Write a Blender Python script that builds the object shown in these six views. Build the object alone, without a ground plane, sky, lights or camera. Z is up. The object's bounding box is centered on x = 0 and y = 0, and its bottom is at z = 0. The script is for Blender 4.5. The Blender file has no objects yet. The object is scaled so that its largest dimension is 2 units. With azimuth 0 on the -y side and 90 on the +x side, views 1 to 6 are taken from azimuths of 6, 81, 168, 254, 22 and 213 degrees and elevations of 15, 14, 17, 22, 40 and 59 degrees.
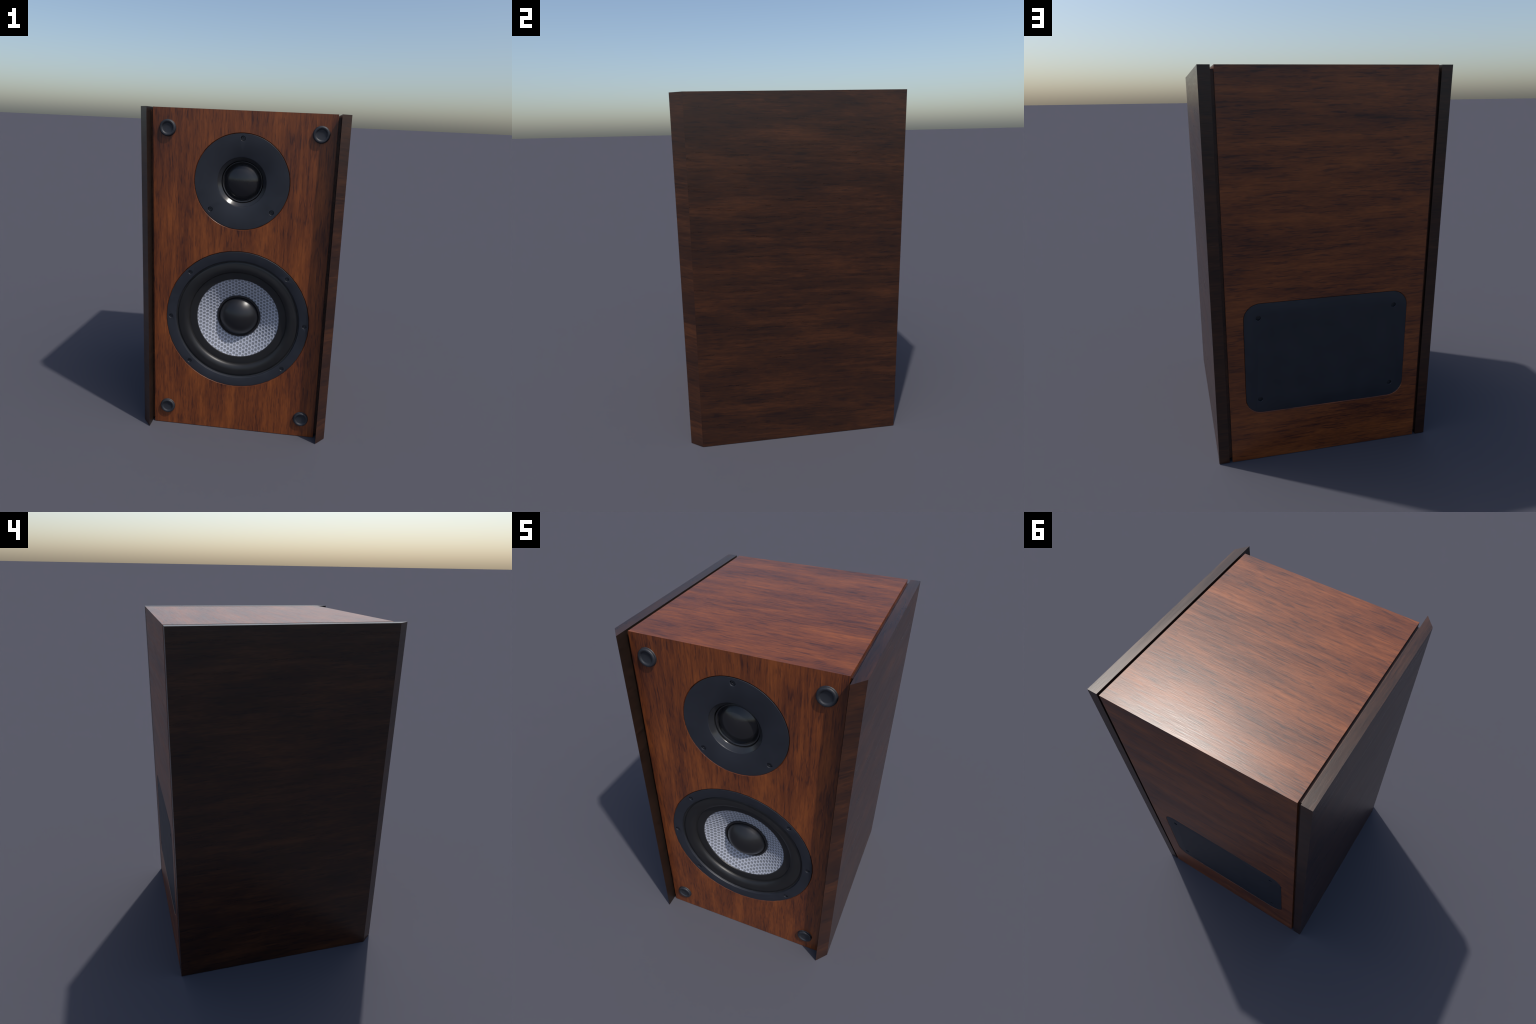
"""Two-way bookshelf loudspeaker: wooden cabinet, two dark side panels on inset
spacers, tweeter, woofer with honeycomb cone, four grille pegs, rear plate."""
import bpy, bmesh, math
from mathutils import Vector, Matrix

# ------------------------------------------------------------------ sizes (m)
H = 2.0                          # height
BODY_X = 0.520                   # half width of the cabinet
FRONT_Y, BACK_Y = -0.557, 0.624  # baffle plane / rear plane
PANEL_IN, PANEL_OUT = 0.536, 0.591
PANEL_TIP_Y = -0.624             # inner front edge of a side panel
PANEL_SHOULDER_Y = -0.557        # where the slanted front meets the outer face
GAP_INSET = 0.0165               # spacer strip stands back this much all round

TWEETER_Z, TWEETER_R = 1.602, 0.2745
WOOFER_Z, WOOFER_R = 0.752, 0.4400
PLATE_X, PLATE_Z0, PLATE_Z1, PLATE_CORNER = 0.434, 0.2835, 0.897, 0.085

# ------------------------------------------------------------------ materials
def new_material(name):
    m = bpy.data.materials.new(name)
    m.use_nodes = True
    nt = m.node_tree
    return m, nt, nt.nodes["Principled BSDF"]

def node(nt, kind, **inputs):
    n = nt.nodes.new(kind)
    for k, v in inputs.items():
        n.inputs[k].default_value = v
    return n

def ramp(nt, fac, stops):
    r = nt.nodes.new("ShaderNodeValToRGB")
    el = r.color_ramp.elements
    while len(el) < len(stops):
        el.new(0.5)
    for e, (p, c) in zip(el, stops):
        e.position = p
        e.color = (*c, 1.0)
    nt.links.new(fac, r.inputs["Fac"])
    return r.outputs["Color"]

def mix_rgb(nt, fac, a, b, mode="MIX"):
    m = nt.nodes.new("ShaderNodeMix")
    m.data_type = "RGBA"
    m.blend_type = mode
    for sock, val in ((m.inputs[0], fac), (m.inputs[6], a), (m.inputs[7], b)):
        if hasattr(val, "is_linked"):
            nt.links.new(val, sock)
        elif isinstance(val, tuple):
            sock.default_value = (*val, 1.0)
        else:
            sock.default_value = val
    return m.outputs[2]

def math_node(nt, op, a, b=None, c=None, clamp=False):
    m = nt.nodes.new("ShaderNodeMath")
    m.operation = op
    m.use_clamp = clamp
    for s, v in zip(m.inputs, (a, b, c)):
        if v is None:
            continue
        if hasattr(v, "is_linked"):
            nt.links.new(v, s)
        else:
            s.default_value = v
    return m.outputs[0]

def stretched_noise(nt, coord, axis, along, across, detail, rough, offset, distortion=0.0):
    """Noise whose features are 1/along long on the grain axis and 1/across wide."""
    mp = nt.nodes.new("ShaderNodeMapping")
    s = [across] * 3
    s[axis] = along
    mp.inputs["Scale"].default_value = s
    mp.inputs["Location"].default_value = (offset, offset * 1.7, offset * 0.6)
    nt.links.new(coord, mp.inputs["Vector"])
    n = node(nt, "ShaderNodeTexNoise", Scale=1.0, Detail=detail, Roughness=rough,
             Distortion=distortion)
    nt.links.new(mp.outputs[0], n.inputs["Vector"])
    return n.outputs["Fac"]

def wood(name, axis, dark, mid, light, pore, roughness, offset, bump=0.06, tilt=0.0, turn=0.0):
    """Mahogany veneer, grain along the given object axis (0 x, 1 y, 2 z)."""
    m, nt, bsdf = new_material(name)
    tc = nt.nodes.new("ShaderNodeTexCoord")
    co = tc.outputs["Object"]
    if tilt or turn:
        rot = nt.nodes.new("ShaderNodeMapping")
        rot.inputs["Rotation"].default_value = (tilt, 0, turn)
        nt.links.new(co, rot.inputs["Vector"])
        co = rot.outputs[0]
    patch = stretched_noise(nt, co, axis, 1.9, 8.5, 4.0, 0.6, offset, 0.15)
    streak = stretched_noise(nt, co, axis, 3.4, 62.0, 4.0, 0.55, offset + 3.1, 0.2)
    fine = stretched_noise(nt, co, axis, 22.0, 230.0, 3.0, 0.6, offset + 7.7)
    pores = stretched_noise(nt, co, axis, 11.0, 125.0, 2.0, 0.5, offset + 11.3, 0.3)
    # overall tone: broad patches carrying finer streaks
    a = math_node(nt, "MULTIPLY_ADD", patch, 0.52, 0.0)
    b = math_node(nt, "MULTIPLY_ADD", streak, 0.30, a)
    tone = math_node(nt, "MULTIPLY_ADD", fine, 0.26, b)
    base = ramp(nt, tone, [(0.38, dark), (0.535, mid), (0.71, light)])
    pore_mask = ramp(nt, pores, [(0.560, (0, 0, 0)), (0.640, (1, 1, 1))])
    # pores crowd together inside the dark patches
    gate = ramp(nt, patch, [(0.38, (0.75,) * 3), (0.60, (0.35,) * 3)])
    pm = mix_rgb(nt, 1.0, pore_mask, gate, "MULTIPLY")
    col = mix_rgb(nt, pm, base, pore)
    nt.links.new(col, bsdf.inputs["Base Color"])
    r = math_node(nt, "MULTIPLY_ADD", streak, 0.16, roughness - 0.08)
    nt.links.new(r, bsdf.inputs["Roughness"])
    h = math_node(nt, "MULTIPLY_ADD", pores, -0.6, fine)
    bp = node(nt, "ShaderNodeBump", Strength=bump, Distance=0.004)
    nt.links.new(h, bp.inputs["Height"])
    nt.links.new(bp.outputs[0], bsdf.inputs["Normal"])
    return m

def plastic(name, colour, roughness, grain=0.04, specular=0.5):
    m, nt, bsdf = new_material(name)
    tc = nt.nodes.new("ShaderNodeTexCoord")
    n1 = node(nt, "ShaderNodeTexNoise", Scale=9.0, Detail=4.0)
    n2 = node(nt, "ShaderNodeTexNoise", Scale=240.0, Detail=2.0)
    nt.links.new(tc.outputs["Object"], n1.inputs["Vector"])
    nt.links.new(tc.outputs["Object"], n2.inputs["Vector"])
    lo = tuple(c * 0.86 for c in colour)
    hi = tuple(c * 1.14 for c in colour)
    nt.links.new(ramp(nt, n1.outputs["Fac"], [(0.3, lo), (0.7, hi)]), bsdf.inputs["Base Color"])
    r = math_node(nt, "MULTIPLY_ADD", n1.outputs["Fac"], 0.10, roughness - 0.05)
    nt.links.new(r, bsdf.inputs["Roughness"])
    bsdf.inputs["Specular IOR Level"].default_value = specular
    if grain:
        bp = node(nt, "ShaderNodeBump", Strength=grain, Distance=0.002)
        nt.links.new(n2.outputs["Fac"], bp.inputs["Height"])
        nt.links.new(bp.outputs[0], bsdf.inputs["Normal"])
    return m

HEX_PITCH = 0.0228               # distance between honeycomb cells

def honeycomb(name, thread, cell):
    """Cells on a hexagonal lattice in the object's x-z plane, columns upright."""
    m, nt, bsdf = new_material(name)
    tc = nt.nodes.new("ShaderNodeTexCoord")
    flat = nt.nodes.new("ShaderNodeVectorMath"); flat.operation = "MULTIPLY"
    flat.inputs[1].default_value = (1 / HEX_PITCH, 0, 1 / HEX_PITCH)
    nt.links.new(tc.outputs["Object"], flat.inputs[0])
    period, half = (math.sqrt(3), 1, 1), (math.sqrt(3) / 2, 0.5, 0.5)
    lengths = []
    for shift in ((0, 0, 0), half):
        add = nt.nodes.new("ShaderNodeVectorMath"); add.operation = "ADD"
        add.inputs[1].default_value = shift
        nt.links.new(flat.outputs[0], add.inputs[0])
        wrap = nt.nodes.new("ShaderNodeVectorMath"); wrap.operation = "WRAP"
        wrap.inputs[1].default_value = half
        wrap.inputs[2].default_value = tuple(-h for h in half)
        nt.links.new(add.outputs[0], wrap.inputs[0])
        drop = nt.nodes.new("ShaderNodeVectorMath"); drop.operation = "MULTIPLY"
        drop.inputs[1].default_value = (1, 0, 1)
        nt.links.new(wrap.outputs[0], drop.inputs[0])
        ln = nt.nodes.new("ShaderNodeVectorMath"); ln.operation = "LENGTH"
        nt.links.new(drop.outputs[0], ln.inputs[0])
        lengths.append(ln.outputs["Value"])
    d = math_node(nt, "MINIMUM", *lengths)
    col = ramp(nt, d, [(0.30, cell), (0.46, thread)])
    nz = node(nt, "ShaderNodeTexNoise", Scale=60.0, Detail=3.0)
    nt.links.new(tc.outputs["Object"], nz.inputs["Vector"])
    tint = ramp(nt, nz.outputs["Fac"], [(0.3, (0.85,) * 3), (0.7, (1.0,) * 3)])
    nt.links.new(mix_rgb(nt, 1.0, col, tint, "MULTIPLY"), bsdf.inputs["Base Color"])
    bsdf.inputs["Roughness"].default_value = 0.45
    return m

CAB = dict(dark=(0.058, 0.0150, 0.0080), mid=(0.152, 0.0390, 0.0105),
           light=(0.275, 0.0740, 0.0155), pore=(0.030, 0.0090, 0.0085))
PAN = dict(dark=(0.0160, 0.0066, 0.0045), mid=(0.0305, 0.0108, 0.0049),
           light=(0.0660, 0.0218, 0.0074), pore=(0.0095, 0.0042, 0.0038))
SHADE = dict(dark=(0.0085, 0.0050, 0.0038), mid=(0.0150, 0.0085, 0.0060),  # panel wood darkened and greyed: occlusion shade painted on the inner faces
             light=(0.0260, 0.0130, 0.0080), pore=(0.0060, 0.0040, 0.0030))
STRIP = dict(dark=(0.018, 0.006, 0.004), mid=(0.055, 0.018, 0.008),  # cabinet wood toned down so the gap's shadow is in the strip colour
             light=(0.100, 0.032, 0.011), pore=(0.010, 0.004, 0.003))
wood_baffle = wood("cabinet_wood_upright_grain", 2, roughness=0.37, offset=2.0, **CAB)
wood_cabinet = wood("cabinet_wood_cross_grain", 0, roughness=0.34, offset=5.0, **CAB)
wood_panel = wood("panel_wood_lengthwise_grain", 1, roughness=0.30, offset=9.0, tilt=0.03, bump=0.035, **PAN)
# the slanted front edge carries grain across its own width; mirrored for the two panels
SLANT = math.atan2(PANEL_OUT - PANEL_IN, PANEL_SHOULDER_Y - PANEL_TIP_Y)
wood_slant = {s: wood("panel_front_edge_wood", 1, roughness=0.34, offset=17.0 + s, tilt=0.10,
                      turn=s * SLANT, bump=0.02, **PAN) for s in (1, -1)}
wood_inner = wood("panel_inner_wood_shade_darkened", 1, roughness=0.42, offset=25.0, bump=0.02, **SHADE)
wood_back_edge = wood("panel_back_edge_wood", 0, roughness=0.32, offset=21.0, **PAN)
wood_strip = wood("spacer_wood", 1, roughness=0.45, offset=13.0, **STRIP)
black_plastic = plastic("matt_black_plastic", (0.0165, 0.0190, 0.0270), 0.50, specular=0.45)
peg_plastic = plastic("grille_peg_plastic", (0.0170, 0.0190, 0.0250), 0.54)
gloss_plastic = plastic("gloss_black_plastic", (0.014, 0.014, 0.016), 0.20, grain=0.0)
rubber = plastic("black_rubber", (0.012, 0.012, 0.013), 0.42, grain=0.0)
cap_plastic = plastic("satin_black_plastic", (0.013, 0.013, 0.015), 0.33, grain=0.0)
horn_plastic = plastic("horn_grey_plastic", (0.020, 0.021, 0.024), 0.20, grain=0.0)
screw_black = plastic("black_screw_metal", (0.0150, 0.0170, 0.0230), 0.45)
cone_fabric = honeycomb("honeycomb_cone_fabric", (0.47, 0.49, 0.57), (0.205, 0.215, 0.24))

# ------------------------------------------------------------------ helpers
def finish(name, bm, mats, parent=None, smooth_angle=35.0, location=(0, 0, 0)):
    me = bpy.data.meshes.new(name)
    bm.normal_update()
    bmesh.ops.recalc_face_normals(bm, faces=bm.faces[:])
    bm.to_mesh(me)
    bm.free()
    for m in mats:
        me.materials.append(m)
    me.shade_smooth()
    me.set_sharp_from_angle(angle=math.radians(smooth_angle))
    ob = bpy.data.objects.new(name, me)
    ob.location = location
    bpy.context.collection.objects.link(ob)
    if parent:
        ob.parent = parent
    return ob

def prism(bm, outline, z0, z1):
    """Extrude a closed (x, y) outline from z0 to z1."""
    lo = [bm.verts.new((x, y, z0)) for x, y in outline]
    hi = [bm.verts.new((x, y, z1)) for x, y in outline]
    n = len(outline)
    bm.faces.new(lo[::-1])
    bm.faces.new(hi)
    for i in range(n):
        j = (i + 1) % n
        bm.faces.new((lo[i], lo[j], hi[j], hi[i]))

def bevel_all(bm, width, segments=2, angle=20.0):
    edges = [e for e in bm.edges if len(e.link_faces) == 2
             and e.calc_face_angle(0) > math.radians(angle)]
    bmesh.ops.bevel(bm, geom=edges, offset=width, segments=segments, profile=0.5,
                    affect="EDGES", clamp_overlap=True)

def lathe(profile, segments, cap_first=False, cap_last=False, closed=False):
    """Turn (radius, depth) points round the y axis; depth runs into the cabinet (+y)."""
    bm = bmesh.new()
    rings = []
    for r, d in profile:
        if r < 1e-6:
            rings.append([bm.verts.new((0, d, 0))])
        else:
            rings.append([bm.verts.new((r * math.cos(2 * math.pi * i / segments), d,
                                        r * math.sin(2 * math.pi * i / segments)))
                          for i in range(segments)])
    pairs = list(zip(rings, rings[1:]))
    if closed:
        pairs.append((rings[-1], rings[0]))
    for a, b in pairs:
        for i in range(segments):
            j = (i + 1) % segments
            if len(a) == 1:
                bm.faces.new((a[0], b[i], b[j]))
            elif len(b) == 1:
                bm.faces.new((a[i], b[0], a[j]))
            else:
                bm.faces.new((a[i], b[i], b[j], a[j]))
    if cap_first:
        bm.faces.new(rings[0])
    if cap_last:
        bm.faces.new(rings[-1])
    return bm

def rounded_rect(hx, z0, z1, r, steps=8):
    pts = []
    for cx, cz, a0 in ((hx - r, z1 - r, 0), (-hx + r, z1 - r, 90),
                       (-hx + r, z0 + r, 180), (hx - r, z0 + r, 270)):
        for k in range(steps + 1):
            a = math.radians(a0 + 90 * k / steps)
            pts.append((cx + r * math.cos(a), cz + r * math.sin(a)))
    return pts

def stack(layers):
    """Loft equal-length (x, z) outlines placed at the given depths, capped at both ends."""
    bm = bmesh.new()
    rings = [[bm.verts.new((x, y, z)) for x, z in pts] for pts, y in layers]
    for a, b in zip(rings, rings[1:]):
        for i in range(len(a)):
            j = (i + 1) % len(a)
            bm.faces.new((a[i], a[j], b[j], b[i]))
    bm.faces.new(rings[0])
    bm.faces.new(rings[-1])
    return bm

def cut(target, cutters):
    """Subtract the cutters from the target and apply at once."""
    for c in cutters:
        md = target.modifiers.new("cut", "BOOLEAN")
        md.operation = "DIFFERENCE"
        md.solver = "EXACT"
        md.object = c
    bpy.context.view_layer.update()
    dg = bpy.context.evaluated_depsgraph_get()
    me = bpy.data.meshes.new_from_object(target.evaluated_get(dg))
    target.modifiers.clear()
    old = target.data
    name = old.name
    target.data = me
    bpy.data.meshes.remove(old)
    me.name = name
    for c in cutters:
        bpy.data.objects.remove(c)

def dome_profile(base_r, sphere_r, apex_depth, steps=14):
    """Spherical cap from its foot to its tip."""
    top = math.asin(base_r / sphere_r)
    return [(sphere_r * math.sin(top * (1 - k / steps)),
             apex_depth + sphere_r * (1 - math.cos(top * (1 - k / steps))))
            for k in range(steps + 1)]

# ------------------------------------------------------------------ the thing
speaker = bpy.data.objects.new("loudspeaker", None)
bpy.context.collection.objects.link(speaker)
speaker["label"] = "wooden bookshelf speaker with dark side panels and two drivers"
speaker["category"] = "loudspeaker"

# --- cabinet: a block with eased edges and rebated driver holes
bm = bmesh.new()
prism(bm, [(-BODY_X, FRONT_Y), (BODY_X, FRONT_Y), (BODY_X, BACK_Y), (-BODY_X, BACK_Y)], 0, H)
bevel_all(bm, 0.0045, 3)
cabinet = finish("cabinet", bm, [wood_baffle, wood_cabinet], speaker)

FRAME_SEG, TW_SEG = 48, 72
def hole_cutter(r, depth, z, seg):
    prof = [(r + 0.0110, -0.006), (r + 0.0008, 0.0045), (r + 0.0008, depth)]
    ob = finish("cutter", lathe(prof, seg, True, True), [], None)
    ob.location = (0, FRONT_Y, z)
    return ob
ease = 0.0035
plate_cutter = finish("cutter", stack([
    (rounded_rect(PLATE_X + 0.0095, PLATE_Z0 - 0.0095, PLATE_Z1 + 0.0095, PLATE_CORNER + 0.0095), BACK_Y + 0.006),
    (rounded_rect(PLATE_X + 0.0008, PLATE_Z0 - 0.0008, PLATE_Z1 + 0.0008, PLATE_CORNER), BACK_Y - 0.0027),
    (rounded_rect(PLATE_X + 0.0008, PLATE_Z0 - 0.0008, PLATE_Z1 + 0.0008, PLATE_CORNER), BACK_Y - 0.030)]), [])
cut(cabinet, [hole_cutter(WOOFER_R, 0.16, WOOFER_Z, FRAME_SEG),
              hole_cutter(TWEETER_R, 0.08, TWEETER_Z, TW_SEG), plate_cutter])
me = cabinet.data
for p in me.polygons:
    p.material_index = 0 if p.normal.y < -0.75 else 1
me.shade_smooth()
me.set_sharp_from_angle(angle=math.radians(25))

# --- side panels (slanted front edge) on recessed spacer strips
def side_panel():
    bm = bmesh.new()
    prism(bm, [(PANEL_IN, PANEL_TIP_Y), (PANEL_OUT, PANEL_SHOULDER_Y),
               (PANEL_OUT, BACK_Y), (PANEL_IN, BACK_Y)], 0, H)
    bevel_all(bm, 0.0045, 3)
    return bm
for sign in (1, -1):
    bm = side_panel()
    if sign < 0:                 # mirror image, faces turned back outward
        bm.transform(Matrix.Scale(-1, 4, (1, 0, 0)))
        bmesh.ops.reverse_faces(bm, faces=bm.faces[:])
    bm.normal_update()
    panel = finish("side_panel", bm, [wood_panel, wood_slant[sign], wood_back_edge, wood_inner], speaker, 25)
    for p in panel.data.polygons:
        p.material_index = (3 if p.normal.x * sign < -0.9 else 1 if p.normal.y < -0.4
                            else 2 if p.normal.y > 0.75 else 0)

for sign in (1, -1):
    bm = bmesh.new()
    x0, x1 = sign * (BODY_X - 0.002), sign * (PANEL_IN + 0.002)
    y0, y1 = FRONT_Y + GAP_INSET, BACK_Y - GAP_INSET
    prism(bm, [(x0, y0), (x1, y0), (x1, y1), (x0, y1)], GAP_INSET, H - GAP_INSET)
    finish("spacer_strip", bm, [wood_strip], speaker)

# --- screws, shared by all plates
bm = lathe([(0.0125, 0.012), (0.0125, 0.0012), (0.0118, 0.0003), (0.0105, 0.0), (0.0055, 0.0),
            (0.0045, 0.0025), (0.0, 0.0035)], 20, cap_first=True)
screw_mesh_owner = None
def add_screw(parent, x, z, depth, facing_back=False):
    global screw_mesh_owner
    if screw_mesh_owner is None:
        ob = finish("screw", bm, [screw_black], parent)
        screw_mesh_owner = ob
    else:
        ob = screw_mesh_owner.copy()
        bpy.context.collection.objects.link(ob)
        ob.parent = parent
    ob.location = (x, depth, z)
    ob.rotation_euler = (0, 0, math.pi) if facing_back else (0, 0, 0)

def screw_cutters(points, r, y, y_in, origin):
    obs = []
    s = 1 if y_in > y else -1
    for x, z in points:
        prof = [(r + 0.004, -0.003 * s), (r, 0.0015 * s), (r, y_in - y)]
        ob = finish("cutter", lathe(prof, 24, True, True), [])
        ob.location = (origin[0] + x, origin[1] + y, origin[2] + z)
        obs.append(ob)
    return obs

# --- tweeter
origin = (0, FRONT_Y, TWEETER_Z)
FACE = -0.0006                    # driver plates lie about flush in their rebates
bm_t = lathe([(TWEETER_R, 0.03), (TWEETER_R, FACE + 0.0008), (TWEETER_R - 0.0008, FACE),
              (0.1465, FACE), (0.1430, FACE + 0.0015), (0.1415, FACE + 0.004), (0.1415, 0.03)],
             TW_SEG, closed=True)
tweeter = finish("tweeter", bm_t, [black_plastic], speaker, 30, origin)
tw_points = [(0.0, 0.2470), (-0.1800, -0.1645), (0.1800, -0.1645)]
cut(tweeter, screw_cutters(tw_points, 0.0138, FACE, 0.020, origin))
tweeter.data.shade_smooth(); tweeter.data.set_sharp_from_angle(angle=math.radians(30))
for x, z in tw_points:
    add_screw(tweeter, x, z, FACE + 0.005)
finish("horn_ring", lathe([(0.1425, 0.012), (0.1425, 0.0030), (0.1412, 0.0030), (0.1405, 0.0040), (0.1225, 0.0205),
                           (0.1212, 0.0225), (0.1212, 0.042)], 96), [horn_plastic], tweeter, 12)
finish("dome", lathe([(0.1200, 0.040), (0.1188, 0.0290), (0.1165, 0.0275), (0.1130, 0.0280),
                      (0.1090, 0.0330), (0.1068, 0.0380)] + dome_profile(0.1050, 0.162, 0.0015), 96),
       [gloss_plastic], tweeter, 60)

# --- woofer
origin = (0, FRONT_Y, WOOFER_Z)
bm_w = lathe([(WOOFER_R, 0.03), (WOOFER_R, FACE + 0.0008), (WOOFER_R - 0.0008, FACE),
              (0.3880, FACE), (0.3835, FACE + 0.0020), (0.3815, FACE + 0.006), (0.3805, 0.025),
              (0.3860, 0.030), (0.3950, 0.03)], FRAME_SEG, closed=True)
woofer = finish("woofer", bm_w, [black_plastic], speaker, 35, origin)
wo_points = [(0.4145 * math.cos(math.radians(a)), 0.4135 * math.sin(math.radians(a)))
             for a in (0, 45, 135, 180, 225, 315)]
cut(woofer, screw_cutters(wo_points, 0.0126, FACE, 0.020, origin))
woofer.data.shade_smooth(); woofer.data.set_sharp_from_angle(angle=math.radians(35))
for x, z in wo_points:
    add_screw(woofer, x, z, FACE + 0.005)

# rubber half-roll: flat edge, convex roll, flat inner land
roll = [(0.3815, 0.0120), (0.3790, 0.0140), (0.3750, 0.0145)]
for k in range(21):              # crest well inside the frame, long fall to the inner land
    a = math.pi * k / 20
    if k < 10:
        roll.append((0.338 + 0.035 * math.cos(a), 0.0140 - 0.0065 * math.sin(a)))
    else:
        roll.append((0.338 + 0.037 * math.cos(a), 0.0350 - 0.0275 * math.sin(a)))
roll += [(0.2985, 0.0352), (0.2900, 0.0350), (0.2580, 0.0385), (0.2560, 0.0430), (0.2550, 0.050)]
finish("surround", lathe(roll, 128), [rubber], woofer, 50)

# honeycomb cone: shallow funnel with dimpled cells
CONE_OUT, CONE_IN, CONE_D0, CONE_D1 = 0.2575, 0.1340, 0.0432, 0.0900
def cell_distance(x, z):
    best = 9.0
    for sx, sz in ((0, 0), (math.sqrt(3) / 2, 0.5)):
        a = (x / HEX_PITCH + sx + math.sqrt(3) / 2) % math.sqrt(3) - math.sqrt(3) / 2
        b = (z / HEX_PITCH + sz + 0.5) % 1.0 - 0.5
        best = min(best, math.hypot(a, b))
    return best
bm = bmesh.new()
NR, NA = 56, 420
grid = []
for i in range(NR + 1):
    t = i / NR
    r = CONE_OUT + (CONE_IN - CONE_OUT) * t
    d = CONE_D0 + (CONE_D1 - CONE_D0) * t
    row = []
    for j in range(NA):
        ang = 2 * math.pi * j / NA
        x, z = r * math.cos(ang), r * math.sin(ang)
        q = min(1.0, max(0.0, (cell_distance(x, z) - 0.26) / 0.24))
        edge = min(1.0, (r - CONE_IN) / 0.008, (CONE_OUT - r) / 0.006)
        row.append(bm.verts.new((x, d + 0.0022 * edge * (1 - q * q * (3 - 2 * q)), z)))
    grid.append(row)
for a, b in zip(grid, grid[1:]):
    for j in range(NA):
        k = (j + 1) % NA
        bm.faces.new((a[j], b[j], b[k], a[k]))
finish("cone", bm, [cone_fabric], woofer, 80)

finish("dust_cap", lathe([(0.1385, 0.112), (0.1375, 0.0855), (0.1355, 0.0822), (0.1310, 0.0820),
                          (0.1265, 0.0820), (0.1250, 0.0880), (0.1225, 0.0890), (0.1200, 0.0820)]
                         + dome_profile(0.1165, 0.145, 0.0165, 18), 112), [cap_plastic], woofer, 40)

# --- grille pegs: low round buttons with a dished face
peg_profile = [(0.0, -0.0095), (0.0265, -0.0095), (0.0290, -0.0102), (0.0320, -0.0142), (0.0335, -0.0155)]
for k in range(7):
    a = math.radians(90 - 15 * k)
    peg_profile.append((0.0390 + 0.0075 * math.cos(a), -0.0085 - 0.0075 * math.sin(a)))
peg_profile += [(0.0466, -0.0050), (0.0455, -0.0038), (0.0478, -0.0020), (0.0485, 0.004)]
peg = finish("grille_peg", lathe(peg_profile, 40), [peg_plastic], speaker, 50,
             (-0.4335, FRONT_Y, 1.8885))
for x, z in ((0.4335, 1.8885), (-0.4335, 0.1245), (0.4335, 0.1245)):
    ob = peg.copy()
    bpy.context.collection.objects.link(ob)
    ob.parent = speaker
    ob.location = (x, FRONT_Y, z)

# --- rear plate
bz = 0.5 * (PLATE_Z0 + PLATE_Z1)
hz = 0.5 * (PLATE_Z1 - PLATE_Z0)
rr = lambda g: rounded_rect(PLATE_X - g, -hz + g, hz - g, PLATE_CORNER - g)
plate = finish("back_plate", stack([(rr(0.0), -0.025), (rr(0.0), -0.0022), (rr(0.0006), -0.0014),
                                    (rr(0.0014), -0.0012)]), [black_plastic], speaker, 30,
               (0, BACK_Y, bz))
bp_points = [(sx * 0.3595, sz * 0.2295) for sx in (1, -1) for sz in (1, -1)]
cut(plate, screw_cutters(bp_points, 0.0125, -0.0012, -0.020, (0, BACK_Y, bz)))
plate.data.shade_smooth(); plate.data.set_sharp_from_angle(angle=math.radians(30))
for x, z in bp_points:
    add_screw(plate, x, z, -0.0090, True)
